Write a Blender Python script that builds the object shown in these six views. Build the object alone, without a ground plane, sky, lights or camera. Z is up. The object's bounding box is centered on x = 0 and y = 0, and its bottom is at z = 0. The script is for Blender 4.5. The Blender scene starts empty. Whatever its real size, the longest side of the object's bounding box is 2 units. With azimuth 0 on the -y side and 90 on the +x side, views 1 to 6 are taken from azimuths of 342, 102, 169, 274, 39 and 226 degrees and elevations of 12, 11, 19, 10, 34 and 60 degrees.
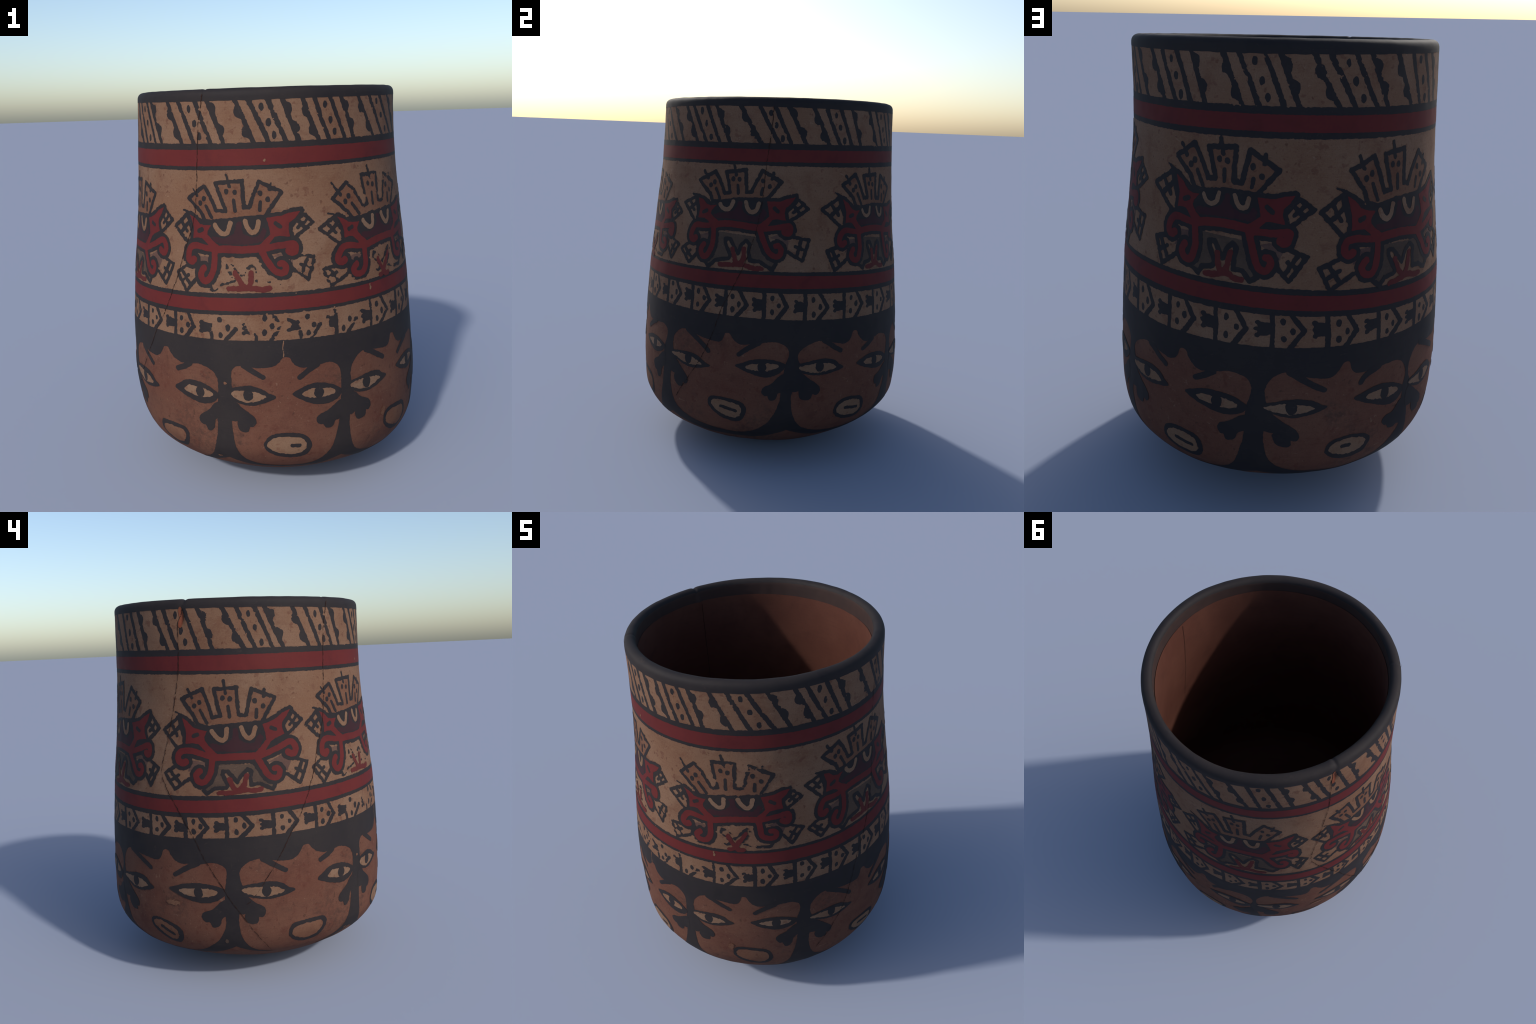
"""Painted pottery beaker: a flaring round-bottomed vessel with slip-painted
bands, six crowned two-headed creatures, and a row of seven faces.

The wall is a surface of revolution with slight irregularities.  Every painted
area is a thin layer of slip that follows the wall: its outline is a 2D distance
field (strokes, polygons, dots) in the unrolled plane (x along the girth, t up
the wall, metres), roughened by noise, and meshed with marching squares."""
import bpy, math, random
import numpy as np

random.seed(7)
SX = 0.72                 # metres of girth per radian in the unrolled plane
RAD = math.pi / 180
ZC, R0 = 0.6, 0.77        # height where wall turns into the round bottom
NT = 1640                 # fine columns round the girth
HT = 0.0027               # fine row height
DX = 2 * math.pi * SX / NT
LAYER = 0.00045           # thickness of one coat of slip

# wall profile: height along wall (from ZC), mean radius, then the small
# out-of-round terms cos/sin of 1, 2, 3 times the angle
PROFILE = np.array([
(-1.2095,0.5999,0.0000,0.0000,0.0000,0.0000,0.0000,0.0000),
(-1.0500,0.6132,0.0000,0.0000,0.0000,0.0000,0.0000,0.0000),
(-0.9620,0.6320,0.0000,0.0000,0.0000,0.0000,0.0000,0.0000),
(-0.8500,0.6550,0.0071,-0.0027,-0.0019,0.0025,0.0001,0.0000),
(-0.7000,0.6920,0.0187,-0.0079,-0.0039,0.0035,0.0007,-0.0002),
(-0.6000,0.7240,0.0185,-0.0086,-0.0027,0.0002,0.0011,-0.0007),
(-0.5000,0.7606,0.0169,-0.0088,-0.0003,-0.0043,0.0014,-0.0020),
(-0.4000,0.8001,0.0100,-0.0090,-0.0039,-0.0063,-0.0002,0.0000),
(-0.3000,0.8133,0.0091,-0.0024,-0.0091,-0.0016,0.0014,0.0001),
(-0.2000,0.7966,0.0056,0.0018,-0.0061,-0.0013,0.0009,0.0004),
(-0.1000,0.7812,0.0008,0.0012,-0.0039,-0.0012,-0.0012,-0.0007),
(0.0000,0.7729,-0.0022,0.0003,-0.0031,-0.0007,-0.0005,0.0005),
(0.2000,0.7623,-0.0050,-0.0007,-0.0034,-0.0015,-0.0002,0.0031),
(0.4000,0.7464,-0.0063,-0.0016,-0.0030,-0.0027,-0.0001,0.0040),
(0.6000,0.7225,-0.0067,-0.0021,-0.0031,-0.0034,-0.0009,0.0036),
(0.8000,0.7002,-0.0096,-0.0028,-0.0036,-0.0039,-0.0023,0.0017),
(1.0000,0.6829,-0.0152,-0.0032,-0.0032,-0.0032,-0.0006,0.0002),
(1.2000,0.6732,-0.0177,-0.0044,-0.0031,-0.0036,0.0032,0.0012),
(1.4000,0.6669,-0.0171,-0.0072,-0.0021,-0.0039,0.0058,0.0001)
])

# ---------------------------------------------------------------- surface
def hermite(xk, yk, x):
    d = (yk[1:] - yk[:-1]) / (xk[1:] - xk[:-1])[:, None]
    m = np.zeros_like(yk)
    h0 = (xk[1:-1] - xk[:-2])[:, None]; h1 = (xk[2:] - xk[1:-1])[:, None]
    m[1:-1] = (d[1:] * h0 + d[:-1] * h1) / (h0 + h1)
    m[-1] = d[-1]
    x = np.clip(x, xk[0], xk[-1])
    i = np.clip(np.searchsorted(xk, x) - 1, 0, len(xk) - 2)
    h = xk[i + 1] - xk[i]; t = ((x - xk[i]) / h)[:, None]; h = h[:, None]
    return ((2*t**3 - 3*t**2 + 1) * yk[i] + (t**3 - 2*t*t + t) * h * m[i]
            + (-2*t**3 + 3*t*t) * yk[i+1] + (t**3 - t*t) * h * m[i+1])

def lattice(seed, nx, ny):
    return np.random.RandomState(seed).rand(ny, nx)

def vnoise(X, T, scale, seed, stretch=1.0):
    """smooth value noise 0..1, periodic round the girth"""
    nx = max(4, int(round(2 * math.pi * SX / (scale * stretch))))
    g = lattice(seed, nx, 512)
    u = (X / (2 * math.pi * SX)) * nx; v = T / scale + 200
    i = np.floor(u).astype(int); j = np.floor(v).astype(int)
    fu = u - i; fv = v - j
    fu = fu * fu * (3 - 2 * fu); fv = fv * fv * (3 - 2 * fv)
    i0 = i % nx; i1 = (i + 1) % nx; j0 = j % 512; j1 = (j + 1) % 512
    return ((g[j0, i0] * (1 - fu) + g[j0, i1] * fu) * (1 - fv)
            + (g[j1, i0] * (1 - fu) + g[j1, i1] * fu) * fv)

def fnoise(X, T, scale, seed, stretch=1.0):
    return (0.55 * vnoise(X, T, scale, seed, stretch) + 0.3 * vnoise(X, T, scale / 2, seed + 1, stretch)
            + 0.15 * vnoise(X, T, scale / 4, seed + 2, stretch))

def radius(th, w):
    c = hermite(PROFILE[:, 0], PROFILE[:, 1:], w)
    taper = np.where(w < 0, np.cos(np.clip(w, PROFILE[0, 0], 0) / R0), 1.0)
    f = np.stack([np.cos(th), np.sin(th), np.cos(2*th), np.sin(2*th), np.cos(3*th), np.sin(3*th)], 1)
    return c[:, 0] + taper * (c[:, 1:] * f).sum(1)

def point(X, T, off=0.0):
    """3D point on the wall at unrolled position (X, T), lifted by off"""
    X = np.asarray(X, float).ravel(); T = np.asarray(T, float).ravel()
    th = X / SX; w = T - ZC
    fade = np.clip((w + 1.15) / 0.3, 0, 1)
    r = radius(th, w) + off
    r = r + fade * (0.003 * (vnoise(X, T, 0.16, 11) - 0.5) + 0.0012 * (vnoise(X, T, 0.045, 12) - 0.5))
    a = th / RAD
    bump = lambda c, wd: np.exp(-((((a - c + 180) % 360) - 180) / wd) ** 2)
    r = r + (0.006 * bump(128, 32)  * np.exp(-((T - 0.36) / 0.16) ** 2) - 0.005 * bump(-138, 36) * np.exp(-((T - 0.50) / 0.15) ** 2))
    # chip in the rim beside the long mend
    dx = (X / SX - 2.838 + math.pi) % (2 * math.pi) - math.pi
    r = r - 0.010 * np.exp(-((dx * 0.67 / 0.013) ** 2)) * np.exp(-((T - 1.90) / 0.038) ** 2)
    low = w < 0
    ph = np.where(low, w / R0, 0.0)
    rho = r * np.cos(ph)
    z = np.maximum(np.where(low, ZC + r * np.sin(ph), T), 0.0)
    return np.stack([rho * np.cos(th), rho * np.sin(th), z], 1)

# ---------------------------------------------------------------- band edges
def ring(c0, c1, s1, c2, s2):
    return lambda X: c0 + c1*np.cos(X/SX) + s1*np.sin(X/SX) + c2*np.cos(2*X/SX) + s2*np.sin(2*X/SX)
RIM_EDGE   = ring(1.9374, 0.0044, 0.0110, 0.0022, -0.0024)
UP_LINE_A  = ring(1.7495, 0.0089, 0.0103, -0.0002, -0.0006)
UP_RED_A   = ring(1.7229, 0.0086, 0.0092, -0.0015, 0.0005)
UP_RED_B   = ring(1.6553, 0.0132, 0.0134, -0.0020, -0.0002)
UP_LINE_B  = ring(1.6387, 0.0125, 0.0103, -0.0004, -0.0019)
LOW_LINE_A = ring(1.0710, 0.0337, -0.0007, -0.0003, 0.0076)
LOW_RED_A  = ring(1.0536, 0.0359, -0.0030, 0.0007, 0.0069)
LOW_RED_B  = ring(0.9910, 0.0333, -0.0032, -0.0013, 0.0067)
LOW_LINE_B = ring(0.9720, 0.0322, -0.0071, -0.0031, 0.0055)
HAIR_EDGE  = ring(0.8468, 0.0166, -0.0080, 0.0005, 0.0020)
def rim_top(th):
    return 1.9885 + 0.0115 * np.cos(th - 70 * RAD)

FIG={
'crown':[(-185,1386),(-206,1435),(-228,1462),(-265,1510),(-154,1555),(-136,1505),(-107,1418),(-66,1424),(-78,1466),(-94,1553),(19,1557),(18,1492),(23,1425),(61,1423),(73,1478),(91,1547),(210,1501),(174,1446),(148,1403),(131,1383)],
'crownbase':[(-185,1386),(-129,1370),(-20,1378),(131,1383)],
'tick':[(-229,1557),(-209,1515),(-45,1590),(-36,1532),(155,1541),(152,1508)],
'dot':[(-171,1493),(-198,1477),(-53,1509),(-17,1504),(105,1489),(146,1462)],
'slot':[(-168,1454),(-136,1391),(-27,1468),(-22,1419),(113,1446),(110,1411)],
'face':[(-153,1374),(-129,1366),(-20,1378),(131,1383),(138,1369),(151,1327),(140,1286),(99,1243),(-94,1241),(-140,1280),(-154,1314),(-138,1347)],
'blush':[(-9,1362),(14,1361),(19,1320),(45,1292),(90,1289),(120,1329),(138,1313),(124,1280),(94,1253),(-86,1254),(-124,1287),(-100,1290),(-62,1285),(-23,1306),(-10,1336)],
'eyeL':[(-112,1351),(-91,1324),(-65,1306),(-44,1318),(-38,1361)],
'eyeR':[(33,1364),(45,1333),(65,1312),(88,1323),(100,1360)],
'headL':[(-267,1420),(-238,1402),(-210,1373),(-177,1361),(-136,1353),(-151,1325),(-149,1306),(-124,1275),(-92,1243),(-103,1211),(-126,1226),(-156,1265),(-183,1290),(-211,1295),(-249,1293),(-246,1352)],
'headR':[(284,1439),(262,1403),(239,1378),(237,1351),(248,1320),(201,1304),(176,1291),(155,1262),(137,1237),(102,1224),(83,1231),(103,1247),(128,1272),(153,1300),(149,1335),(138,1375),(174,1386),(208,1399),(242,1423)],
'heye':[(-213,1328),(-180,1339),(175,1358),(208,1344)],
'bar':[(-106,1224),(-8,1225),(102,1224)],
'legUL':[(-103,1226),(-141,1234),(-188,1250),(-229,1259),(-271,1255),(-291,1234),(-287,1209),(-263,1198),(-248,1204)],
'legLL':[(-115,1211),(-119,1177),(-128,1143),(-148,1113),(-167,1104),(-187,1113),(-196,1136),(-186,1153),(-176,1159)],
'legUR':[(121,1223),(165,1239),(222,1261),(265,1280),(290,1274),(303,1246),(294,1224),(277,1222),(261,1231)],
'legLR':[(105,1213),(126,1173),(150,1130),(176,1113),(199,1116),(211,1140),(199,1158),(185,1157)],
'gridUL':[(-286,1423),(-371,1361),(-299,1276),(-261,1333)],
'gridUR':[(298,1427),(348,1382),(268,1320),(247,1366)],
'gridLL':[(-363,1148),(-308,1070),(-227,1124),(-306,1182)],
'gridLR':[(362,1174),(312,1075),(248,1125),(301,1196)],
'beakL':[(-305,1448),(-259,1425),(-209,1386)],
'beakR':[(292,1454),(276,1428),(241,1412)],
'mauveL':[(-238,1158),(-229,1212),(-134,1200),(-146,1177),(-182,1181),(-210,1159)],
'mauveR':[(154,1190),(227,1220),(275,1191),(249,1140),(224,1173),(177,1188)],
'zig':[(-168,1083),(-145,1049),(-107,1075),(-51,1077),(-43,1088),(-67,1142),(-63,1159),(-41,1156),(2,1102),(30,1142),(53,1163),(71,1151),(66,1121),(68,1087),(109,1091),(135,1076),(172,1058),(185,1081)],
'grey':[(-88,1192),(96,1185),(120,1136),(181,1082),(168,1064),(113,1087),(68,1087),(68,1151),(49,1160),(2,1102),(-48,1156),(-64,1146),(-47,1081),(-107,1075),(-141,1060),(-160,1083),(-109,1139)],
'y':[(-35,1116),(-14,1072),(15,1059),(48,1131),(30,1081),(7,1060)],
'ybase':[(-85,1052),(-33,1052),(41,1062),(74,1058),(115,1062)],
}
ANCH=[
(-177.5,[(-265,1510),(-154,1555),(-107,1418),(-66,1424),(-94,1553),(19,1557),(23,1425),(61,1423),(91,1547),(210,1501),(-185,1386),(131,1383),(-305,1448),(291,1454),(-371,1361),(-299,1276),(348,1382),(268,1320),(-65,1306),(65,1312),(-94,1241),(99,1242),(-304,1233),(311,1245),(-168,1094),(187,1102),(-363,1148),(-308,1070),(362,1174),(312,1075),(-35,1118),(48,1133),(-93,1052),(119,1062),(-145,1049),(174,1056),(-196,1333),(192,1351)]),
(-122,[(-242,1490),(-153,1548),(-92,1439),(-44,1436),(-93,1561),(38,1571),(45,1452),(70,1454),(117,1566),(220,1518),(-150,1387),(140,1411),(-278,1436),(314,1445),(-325,1356),(-248,1288),(361,1377),(272,1312),(-57,1332),(81,1340),(-81,1278),(116,1286),(-249,1233),(281,1266),(-139,1103),(217,1149),(-305,1141),(-248,1057),(362,1222),(327,1123),(-1,1158),(73,1160),(-38,1084),(156,1091),(-98,1068),(205,1105),(-176,1345),(199,1373)]),
(-63,[(-276,1474),(-196,1544),(-104,1429),(-69,1433),(-100,1572),(18,1572),(17,1443),(62,1442),(92,1565),(210,1513),(-173,1376),(136,1403),(-302,1410),(297,1442),(-350,1344),(-259,1273),(352,1375),(274,1319),(-64,1325),(72,1334),(-93,1263),(121,1282),(-274,1215),(288,1262),(-147,1111),(196,1149),(-344,1159),(-310,1085),(354,1196),(294,1112),(-25,1169),(68,1186),(-22,1089),(55,1090),(-97,1088),(190,1107),(-191,1335),(200,1362)]),
(-5,[(-257,1554),(-153,1606),(-84,1495),(-54,1502),(-84,1606),(33,1623),(44,1510),(69,1510),(127,1622),(236,1568),(-159,1452),(153,1477),(-302,1478),(324,1509),(-356,1427),(-274,1346),(388,1435),(284,1369),(-70,1414),(75,1409),(-116,1351),(126,1349),(-289,1275),(297,1330),(-175,1146),(226,1176),(-349,1178),(-281,1114),(392,1275),(358,1168),(-14,1218),(49,1223),(-89,1124),(151,1121),(-148,1109),(204,1118),(-203,1392),(210,1427)]),
(61,[(-231,1557),(-140,1614),(-71,1488),(-38,1490),(-69,1605),(48,1612),(41,1484),(74,1480),(107,1603),(222,1532),(-135,1443),(131,1439),(-283,1520),(292,1454),(-362,1433),(-252,1345),(361,1386),(269,1322),(-56,1392),(75,1387),(-105,1332),(106,1327),(-267,1286),(268,1280),(-144,1151),(164,1139),(-334,1219),(-290,1114),(334,1204),(263,1111),(-18,1208),(34,1214),(-74,1116),(85,1109),(-98,1116),(114,1105),(-173,1398),(186,1386)]),
(120.5,[(-235,1527),(-131,1575),(-77,1432),(-38,1435),(-73,1578),(39,1590),(38,1453),(65,1449),(146,1566),(230,1495),(-161,1396),(143,1396),(-294,1463),(316,1459),(-359,1374),(-276,1279),(376,1367),(302,1306),(-66,1323),(72,1330),(-93,1268),(126,1258),(-274,1237),(315,1253),(-155,1102),(229,1117),(-366,1156),(-326,1067),(373,1169),(321,1080),(-23,1153),(69,1166),(-62,1058),(137,1059),(-108,1059),(181,1072),(-187,1336),(213,1355)]),
]
FANCH=[
(-105,[(-165,587),(144,589),(-2,343),(3,768),(-195,727),(195,728),(-95,670),(55,664),(-238,682),(250,655),(-242,458),(239,449),(-178,406),(178,417),(-48,577),(30,592),(-85,721),(74,715),(-104,347),(110,337),(-242,591),(248,578),(-141,453),(138,456)]),
(-59,[(-194,592),(152,604),(30,349),(-6,785),(-215,750),(224,736),(-79,681),(43,669),(-281,659),(274,675),(-282,459),(258,501),(-210,428),(200,428),(-65,590),(28,609),(-63,731),(67,724),(-77,364),(132,347),(-282,600),(256,607),(-179,478),(155,484)]),
(-6,[(-218,594),(184,607),(11,364),(2,768),(-263,749),(240,743),(-98,652),(60,657),(-339,658),(317,678),(-337,496),(280,476),(-264,429),(231,438),(-90,577),(56,603),(-67,717),(86,718),(-92,378),(111,351),(-337,599),(297,614),(-225,471),(195,476)]),
(47,[(-190,608),(169,588),(3,356),(17,780),(-191,746),(216,726),(-71,679),(70,664),(-304,678),(307,666),(-323,482),(280,477),(-242,434),(211,426),(-59,589),(36,598),(-53,717),(97,708),(-96,353),(103,341),(-298,607),(285,575),(-194,479),(183,473)]),
(100,[(-209,583),(186,578),(18,381),(7,761),(-239,736),(254,704),(-81,647),(67,652),(-310,650),(308,609),(-309,485),(291,397),(-222,408),(221,406),(-75,575),(43,592),(-84,700),(59,702),(-74,373),(124,377),(-309,585),(291,563),(-187,458),(191,444)]),
(151,[(-196,559),(188,551),(-13,326),(25,757),(-248,725),(268,705),(-73,645),(64,628),(-310,620),(329,641),(-305,462),(312,433),(-215,400),(252,374),(-64,544),(39,561),(-48,699),(112,696),(-105,361),(74,290),(-304,567),(317,556),(-191,438),(205,426)]),
(-152,[(-207,555),(198,581),(2,304),(-3,763),(-240,719),(194,715),(-111,646),(66,666),(-329,652),(288,655),(-333,445),(277,462),(-262,387),(233,394),(-71,542),(59,575),(-93,698),(92,706),(-99,309),(108,322),(-321,567),(286,571),(-223,445),(191,440)]),
]
FACE={
'open':[(-245,458),(-236,575),(-238,682),(-223,717),(-195,727),(-168,724),(-138,719),(-85,721),(-55,726),(-32,741),(-10,768),(16,767),(27,747),(48,725),(74,715),(104,716),(135,717),(154,723),(195,728),(228,711),(247,676),(249,602),(239,449),(221,359),(194,287),(145,228),(69,190),(-35,188),(-131,207),(-193,247),(-226,306),(-240,376)],
'browL':[(-180,728),(-133,697),(-98,675)],
'browR':[(135,723),(104,704),(60,670)],
'lockL':[(-243,554),(-192,511),(-148,478),(-139,453),(-150,434),(-165,437),(-175,409),(-203,411),(-214,441),(-210,458),(-248,464)],
'lockR':[(248,531),(188,492),(145,473),(136,453),(149,437),(163,437),(178,415),(201,419),(214,444),(247,460)],
'eyeL':[(-241,611),(-207,624),(-158,631),(-111,619),(-76,596),(-47,579),(-71,562),(-113,545),(-149,537),(-191,542),(-228,556),(-242,575)],
'whiteL':[(-244,591),(-226,606),(-177,612),(-129,605),(-100,592),(-82,579),(-100,566),(-137,551),(-179,549),(-215,560),(-239,575)],
'eyeR':[(28,592),(60,612),(102,630),(152,633),(203,617),(248,588),(248,568),(221,543),(175,531),(131,534),(89,550),(53,570)],
'whiteR':[(67,592),(96,609),(139,612),(183,607),(218,591),(218,574),(188,563),(144,559),(101,565),(71,578)],
'mouth':[(-104,347),(-88,377),(-57,397),(-4,403),(57,396),(93,376),(110,344),(103,313),(77,282),(27,272),(-36,281),(-78,303),(-99,326)],
'lip':[(-90,347),(-75,369),(-46,382),(-4,385),(50,378),(78,362),(88,343),(82,321),(57,302),(20,296),(-29,303),(-66,318),(-85,332)],
'dash':[(-35,348),(56,340)],
'pupil':[(-165,587),(144,587)],
}


# ---------------------------------------------------------------- 2D shapes
def arr(p, scale=0.001):
    return np.array(p, float) * scale

def smooth(p, closed=False, n=6):
    """Catmull-Rom through the control points"""
    p = np.asarray(p, float); k = len(p); out = []
    last = k if closed else k - 1
    for i in range(last):
        if closed:
            a, b, c, d = p[i-1], p[i], p[(i+1) % k], p[(i+2) % k]
        else:
            b, c = p[i], p[i+1]
            a = p[i-1] if i else 2*b - c
            d = p[i+2] if i + 2 < k else 2*c - b
        for s in range(n):
            t = s / n
            out.append(0.5 * (2*b + (c-a)*t + (2*a-5*b+4*c-d)*t*t + (-a+3*b-3*c+d)*t**3))
    if not closed:
        out.append(p[-1])
    return np.array(out)

def stroke(p, w0, w1=None):
    p = np.asarray(p, float); w1 = w0 if w1 is None else w1
    L = np.r_[0, np.cumsum(np.hypot(*(p[1:] - p[:-1]).T))]; L = L / L[-1]
    def f(X, T):
        best = np.full(X.shape, 9.0)
        for i in range(len(p) - 1):
            a = p[i]; d = p[i+1] - a; q = d @ d
            if q < 1e-12: continue
            s = np.clip(((X - a[0]) * d[0] + (T - a[1]) * d[1]) / q, 0, 1)
            g = L[i] + (L[i+1] - L[i]) * s
            best = np.minimum(best, np.hypot(X - a[0] - s*d[0], T - a[1] - s*d[1]) - 0.5*(w0 + (w1-w0)*g))
        return best
    f.box = (p[:, 0].min() - w0, p[:, 0].max() + w0, p[:, 1].min() - w0, p[:, 1].max() + w0)
    return f

def poly(p):
    p = np.asarray(p, float)
    def f(X, T):
        best = np.full(X.shape, 9.0); inside = np.zeros(X.shape, bool)
        for i in range(len(p)):
            a = p[i-1]; b = p[i]; d = b - a; q = d @ d
            if q < 1e-14: continue
            s = np.clip(((X - a[0])*d[0] + (T - a[1])*d[1]) / q, 0, 1)
            best = np.minimum(best, np.hypot(X - a[0] - s*d[0], T - a[1] - s*d[1]))
            if abs(d[1]) > 1e-12:
                hit = ((a[1] > T) != (b[1] > T)) & (X < d[0] * (T - a[1]) / d[1] + a[0])
                inside ^= hit
        return np.where(inside, -best, best)
    f.box = (p[:, 0].min(), p[:, 0].max(), p[:, 1].min(), p[:, 1].max())
    return f

def dot(c, rx, ry=None):
    ry = rx if ry is None else ry
    def f(X, T):
        return (np.hypot((X - c[0]) / rx, (T - c[1]) / ry) - 1) * min(rx, ry)
    f.box = (c[0] - rx, c[0] + rx, c[1] - ry, c[1] + ry)
    return f

def union(*fs):
    fs = [g for g in fs if g is not None]
    def f(X, T):
        v = fs[0](X, T)
        for g in fs[1:]:
            v = np.minimum(v, g(X, T))
        return v
    b = np.array([g.box for g in fs])
    f.box = (b[:, 0].min(), b[:, 1].max(), b[:, 2].min(), b[:, 3].max())
    return f

def grow(g, d):
    f = lambda X, T: g(X, T) - d
    f.box = (g.box[0] - d, g.box[1] + d, g.box[2] - d, g.box[3] + d)
    return f

def minus(g, h):
    f = lambda X, T: np.maximum(g(X, T), -h(X, T))
    f.box = g.box
    return f

def between(lo, hi):
    f = lambda X, T: np.maximum(T - hi(X), lo(X) - T)
    X = np.linspace(0, 2*math.pi*SX, 200)
    f.box = (None, None, lo(X).min() - 0.01, hi(X).max() + 0.01)
    return f

# ---------------------------------------------------------------- wear
def ang(X, c):
    return np.abs((X / SX / RAD - c + 180) % 360 - 180)

def wear_level(X, T):
    front = np.exp(-(ang(X, -98) / 38) ** 2)
    w = 0.20 + 0.0 * X
    w = w + 0.30 * front * np.exp(-((T - 0.92) / 0.10) ** 2)
    w = w + 0.17 * front * np.exp(-((T - 1.10) / 0.12) ** 2)
    w = w + 0.16 * np.exp(-(ang(X, -60) / 26) ** 2) * np.exp(-((T - 1.42) / 0.22) ** 2)
    w = w + 0.16 * np.exp(-(ang(X, 88) / 22) ** 2) * np.exp(-((T - 1.93) / 0.06) ** 2)
    w = w + 0.14 * np.exp(-((T - 1.84) / 0.10) ** 2)
    return w

def worn(sdf, X, T, rough, wear):
    v = sdf
    if rough:
        v = v + rough * (2.2 * (fnoise(X, T, 0.030, 31) - 0.5) + 2.0 * (vnoise(X, T, 0.0085, 35) - 0.5))
    if wear:
        n = fnoise(X, T, 0.016, 51, 1.3)
        depth = np.clip(-sdf / 0.014, 0, 1.3)
        v = np.maximum(v, (wear * wear_level(X, T) - 0.34 * depth - n + 0.10) * 0.03)
    return v

# ---------------------------------------------------------------- meshing
MATS = {}
ROOT = None

def add_object(name, verts, faces, mat, parent=None, kind=None):
    me = bpy.data.meshes.new(name)
    me.from_pydata([tuple(v) for v in verts], [], faces)
    me.materials.append(MATS[mat])
    me.polygons.foreach_set("use_smooth", [True] * len(me.polygons))
    me.update()
    ob = bpy.data.objects.new(name, me)
    bpy.context.scene.collection.objects.link(ob)
    ob.parent = parent or ROOT
    if kind:
        ob["kind"] = kind
    return ob

def empty(name, parent):
    ob = bpy.data.objects.new(name, None)
    ob.empty_display_size = 0.1
    bpy.context.scene.collection.objects.link(ob)
    ob.parent = parent
    return ob

def paint(name, shape, layer, mat, parent=None, rough=0.0018, wear=0.6, step=1, kind=None):
    """mesh the inside of a distance field as a coat of slip on the wall"""
    hx, ht = DX * step, HT * step
    x0, x1, t0, t1 = shape.box
    pad = 0.008
    wrap = x0 is None
    if wrap:
        ia, nc = 0, NT // step
        cols = np.arange(nc)
    else:
        ia = int(math.floor((x0 - pad) / hx)); ib = int(math.ceil((x1 + pad) / hx))
        cols = np.arange(ia, ib + 1); nc = len(cols)
    ja = int(math.floor((t0 - pad) / ht)); jb = int(math.ceil((t1 + pad) / ht))
    rows = np.arange(ja, jb + 1); nr = len(rows)
    X, T = np.meshgrid(cols * hx, rows * ht)
    S = worn(shape(X, T), X, T, rough, wear)
    S = np.where(np.abs(S) < 1e-6, 1e-6, S)
    ins = S < 0
    if not ins.any():
        return None
    nid = np.full(S.shape, -1); nid[ins] = np.arange(ins.sum())
    PX = [X[ins]]; PT = [T[ins]]; count = int(ins.sum())
    # crossings on horizontal edges
    Sn = np.roll(S, -1, 1); In = np.roll(ins, -1, 1)
    hc = ins != In
    if not wrap: hc[:, -1] = False
    hid = np.full(S.shape, -1); k = int(hc.sum()); hid[hc] = count + np.arange(k); count += k
    f = (S / (S - Sn + 1e-30))[hc]; PX.append(X[hc] + f * hx); PT.append(T[hc])
    vc = np.zeros(S.shape, bool); vc[:-1] = ins[:-1] != ins[1:]
    vid = np.full(S.shape, -1); k = int(vc.sum()); vid[vc] = count + np.arange(k); count += k
    Su = np.roll(S, -1, 0); f = (S / (S - Su + 1e-30))[vc]
    PX.append(X[vc]); PT.append(T[vc] + f * ht)
    P = point(np.concatenate(PX), np.concatenate(PT), LAYER * layer)
    a = ins[:-1]; d = ins[1:]; b = In[:-1]; c = In[1:]
    n = a.astype(int) + b + c + d
    if not wrap: n[:, -1] = 0
    nidn = np.roll(nid, -1, 1); vidn = np.roll(vid, -1, 1)
    full = n == 4
    quads = np.stack([nid[:-1][full], nidn[:-1][full], nidn[1:][full], nid[1:][full]], 1)
    faces = quads.tolist()
    for j, i in zip(*np.nonzero((n > 0) & (n < 4))):
        ring_ids = (nid[j, i], hid[j, i], nidn[j, i], vidn[j, i], nidn[j+1, i], hid[j+1, i], nid[j+1, i], vid[j, i])
        q = [int(v) for v in ring_ids if v >= 0]
        if n[j, i] == 2 and len(q) == 6 and a[j, i] == c[j, i]:
            # two opposite corners: split in two triangles
            r = ring_ids
            if a[j, i]:
                faces.append([int(r[7]), int(r[0]), int(r[1])]); faces.append([int(r[3]), int(r[4]), int(r[5])])
            else:
                faces.append([int(r[1]), int(r[2]), int(r[3])]); faces.append([int(r[5]), int(r[6]), int(r[7])])
            continue
        if len(q) >= 3:
            faces.append(q)
    return add_object(name, P, faces, mat, parent, kind)

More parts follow.
